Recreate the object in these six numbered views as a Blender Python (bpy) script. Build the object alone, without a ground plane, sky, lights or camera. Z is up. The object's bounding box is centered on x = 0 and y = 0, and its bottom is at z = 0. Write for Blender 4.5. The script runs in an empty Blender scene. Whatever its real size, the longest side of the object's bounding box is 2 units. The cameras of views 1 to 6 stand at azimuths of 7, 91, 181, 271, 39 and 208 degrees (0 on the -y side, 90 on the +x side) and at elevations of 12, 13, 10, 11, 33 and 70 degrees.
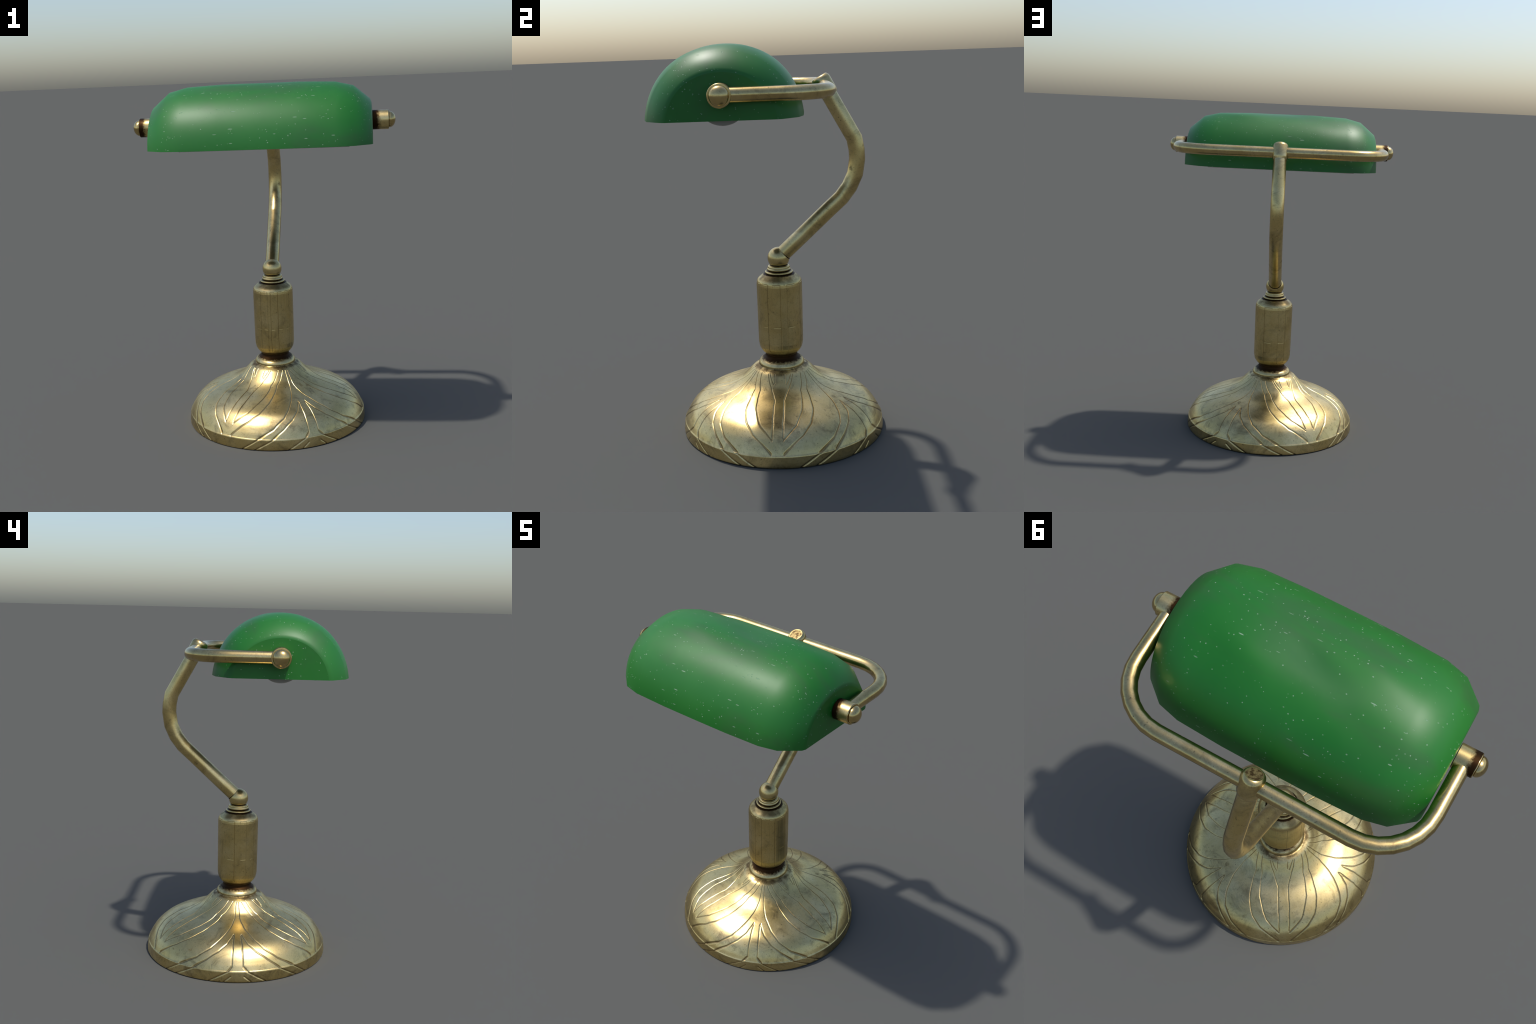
# Brass banker's desk lamp with a green half-barrel glass shade.
import bpy, math
import numpy as np

rng = np.random.default_rng(7)
AXIS_Y = 0.032            # y of the turned column (base, pedestal, ball joint)
SHADE_Y, SHADE_Z = -0.19, 1.628   # axis of the barrel shade
YOKE_Z = 1.779            # height of the yoke plane

# ------------------------------------------------------------------ helpers
def make_object(name, verts, faces, material, parent, smooth_angle=40):
    mesh = bpy.data.meshes.new(name)
    mesh.from_pydata([tuple(map(float, v)) for v in verts], [], faces)
    mesh.validate()
    mesh.update()
    mesh.materials.append(material)
    mesh.polygons.foreach_set('use_smooth', [True] * len(mesh.polygons))
    if smooth_angle is not None:
        mesh.set_sharp_from_angle(angle=math.radians(smooth_angle))
    ob = bpy.data.objects.new(name, mesh)
    bpy.context.scene.collection.objects.link(ob)
    ob.parent = parent
    return ob


def grid_faces(rows, cols, wrap):
    """Quads of a rows x cols vertex grid, wrapped along the columns."""
    out = []
    for i in range(rows - 1):
        a, b = i * cols, (i + 1) * cols
        for j in range(cols if wrap else cols - 1):
            k = (j + 1) % cols
            out.append((a + j, a + k, b + k, b + j))
    return out


def resample(profile, step):
    """Refine a (radius, height) polyline to a maximum step, keeping the corners."""
    out = []
    for (r0, z0), (r1, z1) in zip(profile[:-1], profile[1:]):
        n = max(1, int(math.ceil(math.hypot(r1 - r0, z1 - z0) / step)))
        for i in range(n):
            t = i / n
            out.append((r0 + (r1 - r0) * t, z0 + (z1 - z0) * t))
    out.append(profile[-1])
    return np.array(out)


def spline(points, per=8):
    """Catmull-Rom through the control points."""
    p = np.array(points, float)
    p = np.vstack([2 * p[0] - p[1], p, 2 * p[-1] - p[-2]])
    out = []
    for i in range(1, len(p) - 2):
        for t in np.linspace(0, 1, per, endpoint=False):
            a, b, c, d = p[i - 1], p[i], p[i + 1], p[i + 2]
            out.append(0.5 * (2 * b + (c - a) * t + (2 * a - 5 * b + 4 * c - d) * t * t
                              + (3 * b - a - 3 * c + d) * t ** 3))
    out.append(p[-2])
    return np.array(out)


def lathe(name, profile, segments, material, parent, sink=None, smooth_angle=40, close_top=True, close_bottom=True, groove=None):
    """Turn a profile round the column axis; sink(az, r, z, arc) gives engraving depth."""
    prof = np.array(profile, float)
    n = len(prof)
    az = np.linspace(0, 2 * math.pi, segments, endpoint=False)
    tang = np.gradient(prof, axis=0)
    tang /= np.linalg.norm(tang, axis=1, keepdims=True)
    nr, nz = tang[:, 1], -tang[:, 0]
    R = np.repeat(prof[:, :1], segments, 1)
    Z = np.repeat(prof[:, 1:], segments, 1)
    A = np.repeat(az[None], n, 0)
    arc = np.concatenate([[0], np.cumsum(np.linalg.norm(np.diff(prof, axis=0), axis=1))])
    if sink is not None:
        d = sink(A, R, Z, arc)
        R = R - d * nr[:, None]
        Z = Z - d * nz[:, None]
    X = R * np.cos(A)
    Y = AXIS_Y + R * np.sin(A)
    verts = np.stack([X, Y, Z], -1).reshape(-1, 3)
    faces = grid_faces(n, segments, True)
    if close_bottom:
        faces.append(tuple(range(segments))[::-1])
    if close_top:
        faces.append(tuple((n - 1) * segments + j for j in range(segments)))
    ob = make_object(name, verts, faces, material, parent, smooth_angle)
    if groove is not None:          # the floor faces of the engraving take a second, darker material
        ob.data.materials.append(groove[0])
        deep = d > groove[1]
        quad = deep[:-1] & deep[1:] & (np.roll(deep, -1, 1)[:-1] | np.roll(deep, -1, 1)[1:])
        index = np.zeros(len(ob.data.polygons), dtype=np.int32)
        index[:quad.size] = quad.reshape(-1)
        ob.data.polygons.foreach_set('material_index', index)
    return ob


def revolve_between(name, origin, direction, profile, segments, material, parent, smooth_angle=40):
    """Turn (radius, along) about an arbitrary axis; closed with end faces."""
    o = np.array(origin, float)
    w = np.array(direction, float); w /= np.linalg.norm(w)
    h = np.array([0, 0, 1.0]) if abs(w[2]) < 0.9 else np.array([1.0, 0, 0])
    u = np.cross(h, w); u /= np.linalg.norm(u)
    v = np.cross(w, u)
    verts = []
    for r, s in profile:
        for j in range(segments):
            a = 2 * math.pi * j / segments
            verts.append(o + w * s + r * (math.cos(a) * u + math.sin(a) * v))
    n = len(profile)
    faces = grid_faces(n, segments, True)
    faces.append(tuple(range(segments))[::-1])
    faces.append(tuple((n - 1) * segments + j for j in range(segments)))
    return make_object(name, verts, faces, material, parent, smooth_angle)


def tube(name, path, radius, segments, material, parent, reference, smooth_angle=60):
    """Sweep a circle along a planar path; reference is the normal of that plane."""
    p = np.array(path, float)
    ref = np.array(reference, float)
    t = np.gradient(p, axis=0)
    d = np.diff(p, axis=0); d /= np.linalg.norm(d, axis=1, keepdims=True)
    t[0], t[-1] = d[0], d[-1]
    t[1:-1] = d[:-1] + d[1:]
    t /= np.linalg.norm(t, axis=1, keepdims=True)
    verts = []
    for i in range(len(p)):
        side = np.cross(ref, t[i]); side /= np.linalg.norm(side)
        miter = 1.0
        if 0 < i < len(p) - 1:
            miter = 1.0 / max(0.5, float(np.dot(t[i], d[i])))
        for j in range(segments):
            a = 2 * math.pi * (j + 0.5) / segments
            verts.append(p[i] + radius * (math.cos(a) * side * miter + math.sin(a) * ref))
    n = len(p)
    faces = grid_faces(n, segments, True)
    faces.append(tuple(range(segments))[::-1])
    faces.append(tuple((n - 1) * segments + j for j in range(segments)))
    return make_object(name, verts, faces, material, parent, smooth_angle)


# ---------------------------------------------------------------- materials
class Graph:
    def __init__(self, name):
        self.mat = bpy.data.materials.new(name)
        self.mat.use_nodes = True
        self.nt = self.mat.node_tree
        self.nt.nodes.clear()
        self.coord = self.node('ShaderNodeTexCoord').outputs['Object']

    def node(self, kind, **kw):
        n = self.nt.nodes.new(kind)
        for k, v in kw.items():
            setattr(n, k, v)
        return n

    def link(self, a, b):
        if isinstance(a, (int, float)):
            b.default_value = a
        elif isinstance(a, tuple):
            b.default_value = a
        else:
            self.nt.links.new(a, b)

    def math(self, op, a, b=0.0, c=None, clamp=False):
        n = self.node('ShaderNodeMath', operation=op, use_clamp=clamp)
        self.link(a, n.inputs[0]); self.link(b, n.inputs[1])
        if c is not None:
            self.link(c, n.inputs[2])
        return n.outputs[0]

    def mapping(self, scale=(1, 1, 1), rotation=(0, 0, 0), location=(0, 0, 0), vector=None):
        n = self.node('ShaderNodeMapping')
        self.link(vector if vector is not None else self.coord, n.inputs['Vector'])
        n.inputs['Scale'].default_value = scale
        n.inputs['Rotation'].default_value = rotation
        n.inputs['Location'].default_value = location
        return n.outputs[0]

    def noise(self, scale, detail=4, rough=0.55, vector=None, distortion=0.0):
        n = self.node('ShaderNodeTexNoise')
        self.link(vector if vector is not None else self.coord, n.inputs['Vector'])
        n.inputs['Scale'].default_value = scale
        n.inputs['Detail'].default_value = detail
        n.inputs['Roughness'].default_value = rough
        n.inputs['Distortion'].default_value = distortion
        return n.outputs[0]

    def step(self, value, lo, hi):
        n = self.node('ShaderNodeMapRange', interpolation_type='SMOOTHSTEP')
        self.link(value, n.inputs['Value'])
        n.inputs['From Min'].default_value = lo
        n.inputs['From Max'].default_value = hi
        return n.outputs['Result']

    def mix(self, fac, a, b):
        n = self.node('ShaderNodeMix', data_type='RGBA')
        self.link(fac, n.inputs[0]); self.link(a, n.inputs[6]); self.link(b, n.inputs[7])
        return n.outputs[2]

    def axis(self, which):
        n = self.node('ShaderNodeSeparateXYZ')
        self.link(self.coord, n.inputs[0])
        return n.outputs[which]

    def finish(self, color, roughness, metallic=0.0, bump=None, bump_distance=0.001, bump_strength=1.0, **extra):
        b = self.node('ShaderNodeBsdfPrincipled')
        self.link(color, b.inputs['Base Color'])
        self.link(roughness, b.inputs['Roughness'])
        self.link(metallic, b.inputs['Metallic'])
        for k, v in extra.items():
            self.link(v, b.inputs[k.replace('_', ' ')])
        if bump is not None:
            n = self.node('ShaderNodeBump')
            n.inputs['Distance'].default_value = bump_distance
            n.inputs['Strength'].default_value = bump_strength
            self.link(bump, n.inputs['Height'])
            self.nt.links.new(n.outputs[0], b.inputs['Normal'])
        o = self.node('ShaderNodeOutputMaterial')
        self.nt.links.new(b.outputs[0], o.inputs[0])
        return self.mat


BRASS = (0.63, 0.478, 0.195, 1)
BRASS_PALE = (0.70, 0.560, 0.270, 1)
BRASS_DULL = (0.38, 0.275, 0.110, 1)
GRIME = (0.040, 0.020, 0.008, 1)


def brass_material(name, bands=(), blotch=0.5, ragged=0.03, rough=0.27, spot=None, base=None):
    """Aged brass. bands: (axis, edge_lo, edge_hi, softness) where old polish and
    grime has collected, with a ragged noise edge."""
    g = Graph(name)
    big = g.noise(5.5, 5, 0.6)
    mid = g.noise(26, 6, 0.65, distortion=0.4)
    fine = g.noise(170, 3, 0.6)
    color = g.mix(g.step(big, 0.38, 0.66), *(base or (BRASS, BRASS_PALE)))
    color = g.mix(g.math('MULTIPLY', g.step(fine, 0.45, 0.75), 0.35), color, BRASS_DULL)
    # tarnish: clustered dark flecks
    cluster = g.step(big, 0.50, 0.30)
    flecks = g.math('MULTIPLY', g.step(mid, 0.56, 0.70), g.math('MULTIPLY_ADD', cluster, 0.8, 0.25))
    tarnish = g.math('MULTIPLY', flecks, blotch, clamp=True)
    color = g.mix(tarnish, color, (0.10, 0.072, 0.035, 1))
    stain = g.math('MULTIPLY', g.step(g.noise(8.5, 9, 0.72, distortion=0.8), 0.47, 0.72), 0.85 * blotch)
    color = g.mix(stain, color, (0.20, 0.145, 0.070, 1))
    if spot:                  # dull speckled end face
        d = g.node('ShaderNodeVectorMath', operation='DISTANCE')
        g.link(g.coord, d.inputs[0]); d.inputs[1].default_value = spot[0]
        near = g.math('MULTIPLY_ADD', g.math('SUBTRACT', g.noise(90, 4), 0.5), 0.02, d.outputs['Value'])
        face = g.step(near, spot[1], spot[1] * 0.72)
        color = g.mix(g.math('MULTIPLY', face, g.math('MULTIPLY_ADD', g.step(g.noise(75, 4), 0.40, 0.62), 0.40, 0.58)), color, (0.075, 0.045, 0.020, 1))
    pits = g.math('MULTIPLY', g.step(g.noise(95, 2, 0.5), 0.66, 0.74), 0.55)
    color = g.mix(pits, color, (0.12, 0.09, 0.045, 1))
    roughness = g.math('MULTIPLY_ADD', tarnish, 0.25, rough)
    roughness = g.math('MULTIPLY_ADD', big, 0.08, roughness)
    if spot:
        roughness = g.math('MULTIPLY_ADD', face, 0.25, roughness)
    metallic = 1.0
    grime = None
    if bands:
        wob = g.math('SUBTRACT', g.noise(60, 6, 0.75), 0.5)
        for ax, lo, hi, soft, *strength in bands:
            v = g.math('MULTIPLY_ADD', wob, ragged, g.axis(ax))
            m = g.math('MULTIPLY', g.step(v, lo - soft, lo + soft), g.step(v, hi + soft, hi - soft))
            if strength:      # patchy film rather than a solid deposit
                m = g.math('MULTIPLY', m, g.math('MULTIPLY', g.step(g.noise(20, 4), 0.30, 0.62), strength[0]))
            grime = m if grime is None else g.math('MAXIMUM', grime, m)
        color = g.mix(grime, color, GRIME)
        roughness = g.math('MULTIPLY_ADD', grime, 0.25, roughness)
        metallic = 1.0
    bump = g.math('MULTIPLY_ADD', tarnish, -0.6, g.math('MULTIPLY', fine, 0.35))
    return g.finish(color, roughness, metallic, bump, 0.0008, 0.22)


def glass_material():
    """Glossy green cased glass, with short pale scratches and chips."""
    g = Graph('green_glass')
    tone = g.noise(2.2, 3, 0.5)
    color = g.mix(g.step(tone, 0.3, 0.7), (0.006, 0.116, 0.009, 1), (0.012, 0.136, 0.014, 1))
    dull_streaks = g.noise(1.0, 3, 0.5, vector=g.mapping((1.3, 4.5, 3.0), (0.2, 0.0, 0.35), (0.4, 2.2, 0.0)), distortion=0.5)
    color = g.mix(g.math('MULTIPLY', g.step(dull_streaks, 0.50, 0.72), 0.75), color, (0.024, 0.092, 0.022, 1))
    # darker grey-green oval on the crown
    film = g.node('ShaderNodeVectorMath', operation='LENGTH')
    turned = g.mapping(rotation=(0, 0, 0.228), location=(-0.0545, 0.1464, -1.98))
    g.link(g.mapping((3.0, 8.0, 3.0), vector=turned), film.inputs[0])
    edge = g.math('MULTIPLY_ADD', g.math('SUBTRACT', g.noise(3.5, 2, 0.5), 0.5), 1.1, film.outputs['Value'])
    color = g.mix(g.math('MULTIPLY', g.step(edge, 1.0, 0.15), 0.50), color, (0.017, 0.080, 0.021, 1))
    marks = None
    patchy = g.math('MULTIPLY_ADD', g.noise(7, 3), 2.4, -0.35)
    layers = [  # scale, rotation about y / z, stretch, size, share of cells
        (64, 0.0, 0.05, 5.0, 0.150, 0.07),
        (62, 0.7, 1.0, 4.5, 0.140, 0.055),
        (58, 1.9, 2.3, 3.5, 0.140, 0.06),
        (66, 0.3, 0.5, 1.0, 0.160, 0.24),
        (46, 1.1, 2.9, 1.3, 0.118, 0.28),
    ]
    for i, (scale, ry, rz, stretch, size, share) in enumerate(layers):
        v = g.mapping((scale / stretch, scale, scale), (0.3 * i, ry, rz), (3.1 * i, 1.7 * i, 0.6 * i))
        vor = g.node('ShaderNodeTexVoronoi', feature='F1')
        g.link(v, vor.inputs['Vector'])
        vor.inputs['Scale'].default_value = 1.0
        sep = g.node('ShaderNodeSeparateColor')
        g.link(vor.outputs['Color'], sep.inputs[0])
        keep = g.math('LESS_THAN', sep.outputs[0], g.math('MULTIPLY', patchy, share))
        spot = g.step(vor.outputs['Distance'], size * 1.3, size * 0.8)
        m = g.math('MULTIPLY', g.math('MULTIPLY', spot, keep), g.math('MULTIPLY_ADD', sep.outputs[1], 0.75, 0.25))
        marks = m if marks is None else g.math('MAXIMUM', marks, m)
    color = g.mix(g.math('MULTIPLY', marks, 0.29), color, (0.55, 0.66, 0.55, 1))
    rough = g.math('MULTIPLY_ADD', marks, 0.2, 0.46)
    return g.finish(color, rough, 0.0, g.math('MULTIPLY', marks, -1.0), 0.001, 0.6,
                    Specular_IOR_Level=0.42)


def plain(name, color, rough, metallic=0.0, **extra):
    g = Graph(name)
    n = g.noise(12, 3)
    dark = tuple(c * 0.9 for c in color[:3]) + (1,)
    return g.finish(g.mix(n, dark, color), rough, metallic, **extra)


Z = 2
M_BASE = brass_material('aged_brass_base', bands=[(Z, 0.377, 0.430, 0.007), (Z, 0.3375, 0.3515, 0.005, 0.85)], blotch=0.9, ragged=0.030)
M_BEAD = brass_material('aged_brass_base_ring', blotch=0.5)
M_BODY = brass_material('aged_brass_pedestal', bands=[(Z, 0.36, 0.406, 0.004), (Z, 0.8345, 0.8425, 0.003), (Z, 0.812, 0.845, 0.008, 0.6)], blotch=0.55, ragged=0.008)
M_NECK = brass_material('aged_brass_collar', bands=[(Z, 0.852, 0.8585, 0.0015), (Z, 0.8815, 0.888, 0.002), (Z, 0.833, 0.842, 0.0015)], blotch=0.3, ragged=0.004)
M_ROD = brass_material('aged_brass_rod', blotch=0.7, rough=0.19, base=((0.55, 0.410, 0.165, 1), (0.63, 0.490, 0.230, 1)))
M_STEM = brass_material('aged_brass_stem', blotch=0.65, rough=0.27)
M_HUB_A = brass_material('aged_brass_hub', bands=[(0, 0.50, 0.632, 0.014)], blotch=0.6, ragged=0.05)
M_HUB_B = brass_material('aged_brass_hub_worn', bands=[(0, -0.70, -0.648, 0.013)], blotch=0.6, ragged=0.05)
M_GROOVE = brass_material('dark_groove_brass', blotch=1.0, base=((0.30, 0.21, 0.085, 1), (0.42, 0.31, 0.14, 1)))
M_GLASS = glass_material()
M_BULB = plain('frosted_bulb_glass', (0.36, 0.36, 0.35, 1), 0.45)
M_PORCELAIN = plain('dark_socket', (0.05, 0.045, 0.04, 1), 0.5)

# --------------------------------------------------------------------- lamp
lamp = bpy.data.objects.new('desk_lamp', None)
bpy.context.scene.collection.objects.link(lamp)
lamp['label'] = "aged brass banker's desk lamp with scratched green barrel glass shade"
lamp['category'] = 'desk lamp'

# --- base: a wide bell with an engraved leaf pattern
base_profile_ctrl = [(0.2144, 0.2715), (0.2694, 0.2410), (0.3512, 0.2115), (0.4314, 0.1745), (0.4790, 0.1350), (0.5065, 0.0960), (0.5228, 0.0642)]
flare = [(0.1205, 0.3475), (0.131, 0.3435), (0.153, 0.3300), (0.180, 0.3025)] + base_profile_ctrl
dome = spline(flare, 10)[::-1]
rim = np.array([(0.5280, 0.0), (0.5305, 0.004), (0.5308, 0.012), (0.5300, 0.026), (0.5270, 0.0578), (0.5253, 0.0614)])
collar = spline([(0.1190, 0.3500), (0.1196, 0.3550), (0.1180, 0.3625), (0.1110, 0.3725), (0.099, 0.3810), (0.089, 0.3890), (0.0835, 0.397), (0.0820, 0.409)], 7)
base_profile = resample([tuple(p) for p in np.vstack([rim, dome, collar])], 0.0032)

# engraving: one half of a three-fold leaf motif, (angle from the leaf axis, radius);
# radii above 0.53 stand for the rim's side (0.53 = its top edge, 0.58 = its foot)
MOTIF = [
    [(24, .150), (13, .200), (8, .235), (5, .27), (4.6, .33), (3.6, .41), (3.1, .48)],
    [(41, .150), (28, .220), (23.5, .285), (20.5, .33), (17, .37), (11.8, .432), (3.3, .487)],
    [(51, .152), (37, .222), (32.5, .29), (28, .36), (21.5, .43), (15, .473), (3.4, .521)],
    [(57.5, .152), (56.3, .235), (51.7, .32), (46, .40), (41, .455), (33, .497), (22.5, .525), (12, .578)],
    [(56.5, .355), (52.3, .422), (47, .465), (40, .498), (33, .522), (20.5, .578)],
    [(56.9, .362), (56.6, .44), (56.6, .512), (42.5, .578)],
    [(55.8, .548), (51.8, .576)],
    [(10, .150), (8, .183)],
    [(20, .150), (10, .188)],
]
RIM_TOP = 0.0605


def pattern_radius(R, Zc):
    """Radius used by the motif: runs on down the rim's side below its top edge."""
    return np.where(Zc < RIM_TOP, 0.524 + (RIM_TOP - Zc) * 0.92, R)


def engrave_base(A, R, Zc, arc):
    depth = np.zeros_like(R)
    use = (R > 0.14) & (Zc < 0.338)
    pr = pattern_radius(R, Zc)
    az = A + math.radians(3.35) * np.cos(A)      # the motif sits slightly off centre
    folded = (az + math.pi / 3) % (2 * math.pi / 3) - math.pi / 3
    wob = 0.0006 * np.sin(pr * 80 + 3 * np.sin(A * 3)) + 0.0003 * np.sin(pr * 170 + A * 7)
    fa = np.abs(folded) + wob / np.maximum(R, 0.1)
    rr = np.minimum(R, 0.53)
    for line in MOTIF:
        pts = np.array(line)
        dist = np.full_like(R, 1.0)
        along = np.zeros_like(R)
        total = len(pts) - 1
        for i in range(total):
            (a0, r0), (a1, r1) = pts[i], pts[i + 1]
            a0, a1 = math.radians(a0), math.radians(a1)
            m = use & (pr > min(r0, r1) - 0.02) & (pr < max(r0, r1) + 0.02)
            if not m.any():
                continue
            rm = rr[m]
            ex, ey = (a1 - a0) * rm, r1 - r0
            px, py = (fa[m] - a0) * rm, pr[m] - r0
            t = np.clip((px * ex + py * ey) / (ex * ex + ey * ey), 0, 1)
            d = np.hypot(px - t * ex, py - t * ey)
            old = dist[m]
            closer = d < old
            dist[m] = np.where(closer, d, old)
            al = along[m]
            along[m] = np.where(closer, (i + t) / total, al)
        start_r = pts[0][1]
        half = 0.0027 + 0.0020 * np.clip((pr - 0.17) / 0.25, 0, 1) + 0.0012 * np.clip((pr - 0.5) / 0.06, 0, 1)
        groove = np.clip(1 - dist / half, 0, 1)
        depth = np.maximum(depth, groove * half * 0.60)
    return depth


base = lathe('base', base_profile, 1500, M_BASE, lamp, sink=engrave_base, smooth_angle=None, groove=(M_GROOVE, 0.0007))

# --- pedestal: a ribbed cylinder with rounded ends
body = [(0.079, 0.402)] + [tuple(p) for p in spline([(0.084, 0.4105), (0.098, 0.424), (0.1110, 0.446), (0.1165, 0.475)], 8)] \
    + [(0.1175, 0.62), (0.1180, 0.74), (0.1180, 0.785)] \
    + [tuple(p) for p in spline([(0.1180, 0.785), (0.1150, 0.803), (0.106, 0.817), (0.090, 0.830), (0.076, 0.838), (0.060, 0.841)], 7)][1:]
body = resample(body, 0.0022)
PANELS, SLIDE = 11, 0.37      # panel grid drawn round a centre shifted to the front


def engrave_body(A, R, Zc, arc):
    p = np.arctan2(np.sin(A) + SLIDE, np.cos(A))
    ratio = 1.0 / (1.0 + SLIDE * np.sin(A))                    # pattern angle per true angle, roughly
    period = 2 * math.pi / PANELS
    q = (p - math.radians(13) + period / 2) % period - period / 2
    half = 0.28 * period
    edge = np.abs(np.abs(q) - half) / ratio * 0.113             # metres to a panel's side
    inside = np.abs(q) < half
    w = 0.0021
    side = np.where((Zc > 0.435) & (Zc < 0.800), np.clip(1 - edge / w, 0, 1), 0)
    number = np.floor(2 * (p - math.radians(13)) / period)           # each cut has its own depth, some faint
    cut_strength = 0.28 + 0.72 * (0.5 + 0.5 * np.sin(number * 2.4 + 0.7)) ** 1.3
    depth = side * cut_strength * 0.0022
    for zline, k in ((0.800, 1.0), (0.574, 0.8), (0.447, 0.45)):
        depth = np.maximum(depth, np.where(inside, np.clip(1 - np.abs(Zc - zline) / 0.0022, 0, 1) * 0.0014 * k, 0))
    return depth


pedestal = lathe('pedestal', body, 900, M_BODY, lamp, sink=engrave_body, smooth_angle=None, groove=(M_GROOVE, 0.0009))

# --- stepped collar and ball joint
neck = spline([(0.060, 0.834), (0.0695, 0.840), (0.0725, 0.8455), (0.0700, 0.8505), (0.0615, 0.8530), (0.0560, 0.8555)], 6).tolist() \
    + spline([(0.0600, 0.8585), (0.0605, 0.8630), (0.0580, 0.8670), (0.0570, 0.8690), (0.0570, 0.8735), (0.0545, 0.8785), (0.0475, 0.8815)], 6).tolist() \
    + [[0.0455, 0.885]]
lathe('collar', neck, 96, M_NECK, lamp, smooth_angle=None)
ball = [(0.044, 0.880)] + [(0.0565 * math.cos(a), 0.918 + 0.0565 * math.sin(a)) for a in np.radians(np.linspace(-35, 86, 26))]
lathe('ball_joint', ball, 64, M_NECK, lamp, smooth_angle=None)

# --- bent stem, in the plane x = 0
stem_path = [(0.040, 0.922), (0.0625, 0.945), (0.165, 0.0), (0.295, 1.162), (0.361, 1.222), (0.402, 1.277),
             (0.4315, 1.342), (0.4425, 1.416), (0.4405, 1.463), (0.4290, 1.521)]
stem_path[2] = (0.165, 1.040)
top_dir = np.array([-0.482, 0.876])
axis_point = np.array([0.876 * 1.108, 0.482 * 1.108])     # foot of the straight upper part


def on_upper(s):
    return tuple(axis_point + top_dir * s)


stem_path.append(on_upper(1.390))
stem = tube('stem', [(0.0, y, z) for y, z in stem_path], 0.0405, 16, M_STEM, lamp, (1, 0, 0))
# dark seam where the stem is seated in the ball
sd = np.array([0.0, 0.705, 0.709])
revolve_between('stem_seat', np.array([0, 0.0625, 0.945]) - sd * 0.010, sd,
                [(0.030, 0.0), (0.0415, 0.003), (0.0425, 0.006), (0.0415, 0.009), (0.030, 0.0115)], 48,
                brass_material('grimy_seam', bands=[(Z, 0.5, 1.2, 0.01)]), lamp)

# --- clamp that carries the yoke
c0 = on_upper(0.0)
M_CLAMP = brass_material('aged_brass_clamp', blotch=0.6, rough=0.24, spot=((0.0,) + on_upper(1.4755), 0.038))
clamp_profile = [(0.0385, 1.366), (0.0400, 1.371), (0.0460, 1.380), (0.0485, 1.390), (0.0485, 1.455), (0.0470, 1.463), (0.0400, 1.4735), (0.0365, 1.4755)]
revolve_between('clamp', (0, c0[0], c0[1]), (0, top_dir[0], top_dir[1]), clamp_profile, 40, M_CLAMP, lamp, 28)

# --- yoke: one bent rod from hub to hub
ARM_X, BAR_Y, BEND = 0.632, 0.283, 0.226
corner = []
for a in np.radians(np.linspace(0, 90, 8)):
    corner.append((ARM_X - BEND + BEND * math.cos(a), BAR_Y - BEND + BEND * math.sin(a)))
right = [(ARM_X + 0.003, SHADE_Y)] + corner
path = [(x, y, YOKE_Z) for x, y in right] + [(-x, y, YOKE_Z) for x, y in right[::-1]]
tube('yoke', path, 0.0332, 16, M_ROD, lamp, (0, 0, 1))

# --- hubs with domed knobs at the yoke's ends
hub_profile = [(0.047, 0.0), (0.0520, 0.002), (0.0520, 0.0835), (0.0450, 0.0838)]
hub_ring_profile = [(0.0450, 0.0), (0.0520, 0.0003), (0.0518, 0.0022), (0.0500, 0.0040), (0.0445, 0.0044)]
knob_profile = [(0.0395, 0.0), (0.0405, 0.0025), (0.0435, 0.0035)] + [(0.0435 * math.cos(a), 0.0035 + 0.0335 * math.sin(a)) for a in np.radians(np.linspace(8, 84, 12))]
for sgn, mat in ((1, M_HUB_A), (-1, M_HUB_B)):
    hub = revolve_between('hub', (sgn * 0.596, SHADE_Y, YOKE_Z), (sgn, 0, 0), hub_profile, 48, mat, lamp, 40)
    revolve_between('hub_ring', (sgn * (0.596 + 0.0836), SHADE_Y, YOKE_Z), (sgn, 0, 0), hub_ring_profile, 48, M_ROD, hub, 40)
    revolve_between('knob', (sgn * 0.683, SHADE_Y, YOKE_Z), (sgn, 0, 0), knob_profile, 48, M_ROD, hub, 50)

# --- green shade: barrel sections of shrinking radius, cut flat underneath
CUT_Z = 1.668
sections = [(0.0, 0.3700), (0.20, 0.3690), (0.402, 0.3610), (0.498, 0.3380), (0.586, 0.2650), (0.5935, 0.2460)]
normals_tilt = [0, 2, 9, 27, 55, 80]       # degrees the normal leans outwards along x
ARC = 40


def undulation(x, a):
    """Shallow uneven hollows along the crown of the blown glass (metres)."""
    u = (a - math.pi / 2) * 0.37                    # arc from the crown, + towards the back
    h = 0.0
    for cx, cu, sx, su, amp in ((0.02, -0.02, 0.13, 0.055, -0.0032), (-0.20, 0.07, 0.16, 0.07, 0.0026),
                                (0.24, -0.10, 0.16, 0.07, 0.0026), (-0.25, -0.17, 0.14, 0.08, -0.0016)):
        du = (u - cu) - 0.22 * (x - cx)
        h += amp * math.exp(-((x - cx) / sx) ** 2 - (du / su) ** 2)
    return h


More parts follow.
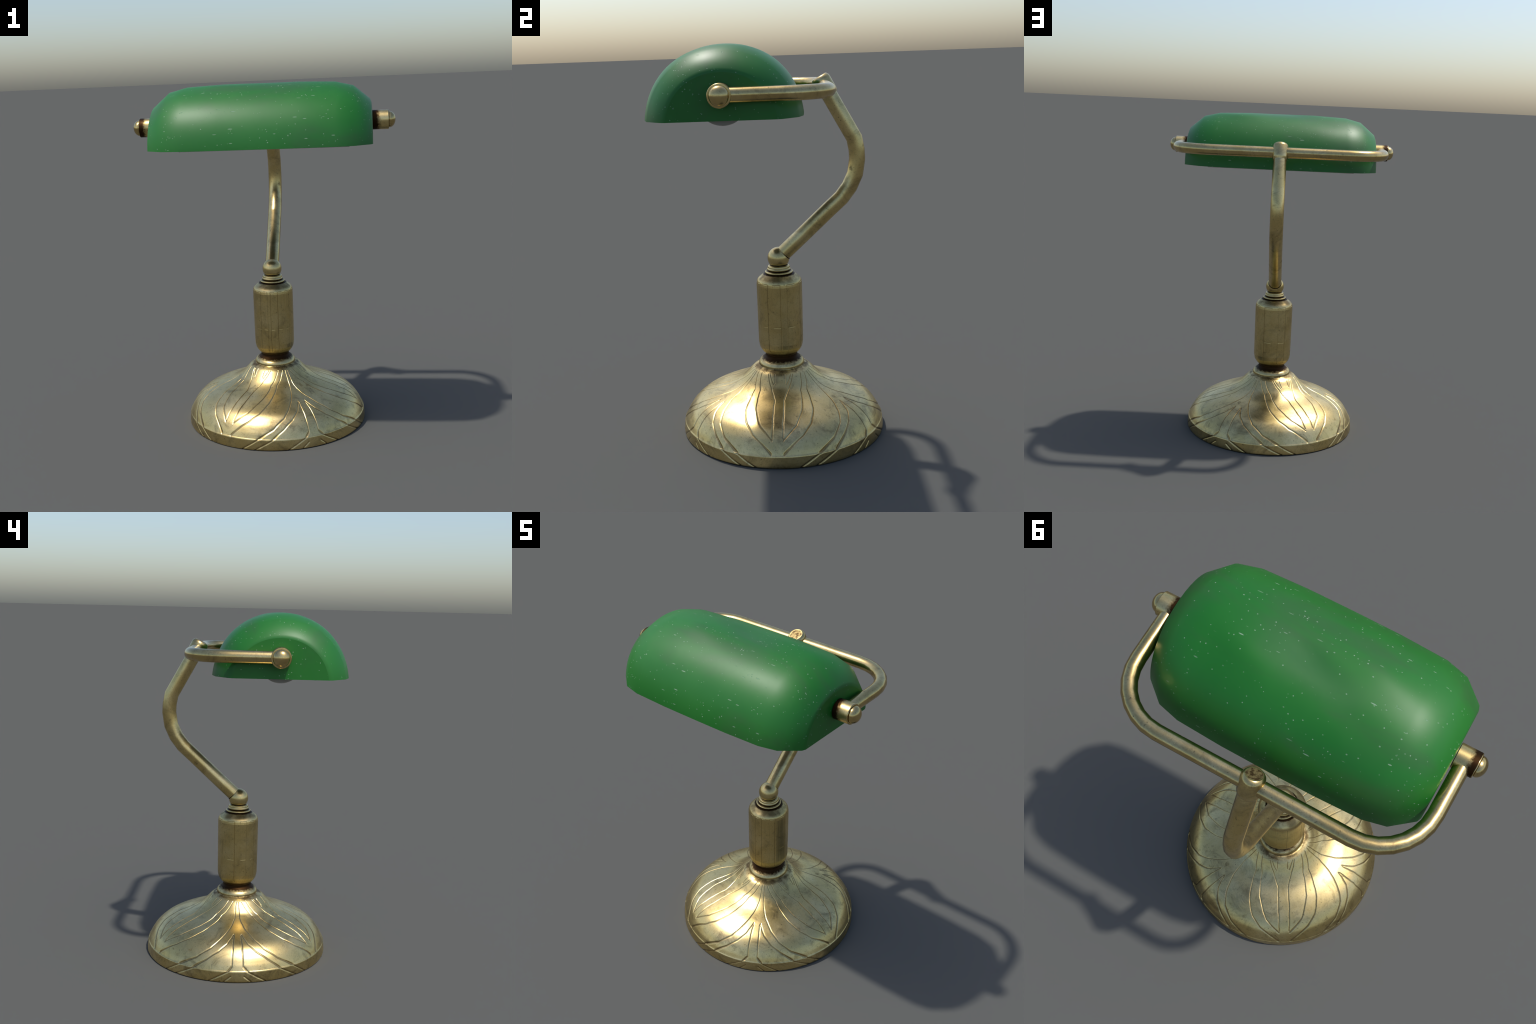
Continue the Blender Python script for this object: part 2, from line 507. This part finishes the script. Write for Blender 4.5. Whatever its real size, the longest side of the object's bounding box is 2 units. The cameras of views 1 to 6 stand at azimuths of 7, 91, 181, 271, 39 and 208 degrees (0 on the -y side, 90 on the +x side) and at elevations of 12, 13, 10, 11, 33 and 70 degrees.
def shade_shell(inset):
    """Rings of (x, radius, normal lean): fine along the barrel, facetted at the shoulders."""
    half = [(x, float(np.interp(x, [s[0] for s in sections], [s[1] for s in sections])),
             float(np.interp(x, [s[0] for s in sections], normals_tilt))) for x in np.linspace(0, 0.402, 11)]
    half += [(x, r, t) for (x, r), t in zip(sections[3:], normals_tilt[3:])]
    rings = [(-x, r, -t) for x, r, t in half[:0:-1]] + half
    V, N = [], []
    for x, r, tdeg in rings:
        r = r - inset
        xx = x - math.copysign(inset, x) if abs(x) > 0.55 else x
        a0 = math.asin((CUT_Z - SHADE_Z) / r)
        for a in np.linspace(a0, math.pi - a0, ARC + 1):
            ra = r * (1 + 0.016 * math.sin(2 * a) ** 2) + 0.0003 + 0.5 * undulation(x, a)    # slightly squared shoulders
            V.append((xx, SHADE_Y + ra * math.cos(a), SHADE_Z + ra * math.sin(a)))
            e = 1e-3
            gx = 3.6 * (undulation(x + e, a) - undulation(x - e, a)) / (2 * e)
            ga = 3.6 * (undulation(x, a + e) - undulation(x, a - e)) / (2 * e * r) + 0.016 * 2 * math.sin(4 * a)
            t = math.radians(tdeg)
            radial = np.array([0, math.cos(a), math.sin(a)])
            around = np.array([0, -math.sin(a), math.cos(a)])
            n = math.cos(t) * (radial - ga * around) + np.array([math.sin(t) - gx * math.cos(t), 0, 0])
            N.append(tuple(n / np.linalg.norm(n)))
    return V, N, len(rings)


outer_v, outer_n, rows = shade_shell(0.0)
inner_v, inner_n, _ = shade_shell(0.011)
cols = ARC + 1
verts = outer_v + inner_v
normals = outer_n + [tuple(-c for c in n) for n in inner_n]
off = len(outer_v)
faces = grid_faces(rows, cols, False)
faces += [tuple(reversed([i + off for i in f])) for f in faces]
flat = []                                  # faces that keep their own flat normal
for j in (0, cols - 1):                    # rim along both long sides
    for i in range(rows - 1):
        a, b = i * cols + j, (i + 1) * cols + j
        flat.append((a, b, b + off, a + off))
for i in (0, rows - 1):                    # end faces and their short rims
    ring = [i * cols + j for j in range(cols)]
    flat.append(tuple(ring)); flat.append(tuple(v + off for v in reversed(ring)))
    flat.append((ring[0], ring[-1], ring[-1] + off, ring[0] + off))
n_smooth = len(faces)
shade = make_object('shade', verts, faces + flat, M_GLASS, lamp, None)
import bmesh
bm = bmesh.new(); bm.from_mesh(shade.data)
bmesh.ops.recalc_face_normals(bm, faces=bm.faces[:])
bm.to_mesh(shade.data); bm.free()
mesh = shade.data
loop_normals = []
for poly in mesh.polygons:
    fn = np.array(poly.normal)
    for li in poly.loop_indices:
        vi = mesh.loops[li].vertex_index
        n = np.array(normals[vi])
        if poly.index >= n_smooth:
            n = fn
        elif np.dot(n, fn) < 0:
            n = -n
        loop_normals.append(tuple(n))
mesh.normals_split_custom_set(loop_normals)

# --- tube bulb lying along the shade, with a cap and pin at each end
tube_axis = (0.0, SHADE_Y, 1.7555)
bulb = revolve_between('tube_bulb', (-0.475, SHADE_Y, 1.7555), (1, 0, 0),
                       [(0.108, 0.0), (0.1150, 0.002), (0.1175, 0.006), (0.1175, 0.944), (0.1150, 0.948), (0.108, 0.950)], 48, M_BULB, lamp)
for sgn in (1, -1):
    revolve_between('bulb_socket', (sgn * 0.476, SHADE_Y, 1.7655), (sgn, 0, 0),
                    [(0.050, 0), (0.060, 0.006), (0.060, 0.045), (0.045, 0.05), (0.040, 0.10)], 40, M_PORCELAIN, bulb)
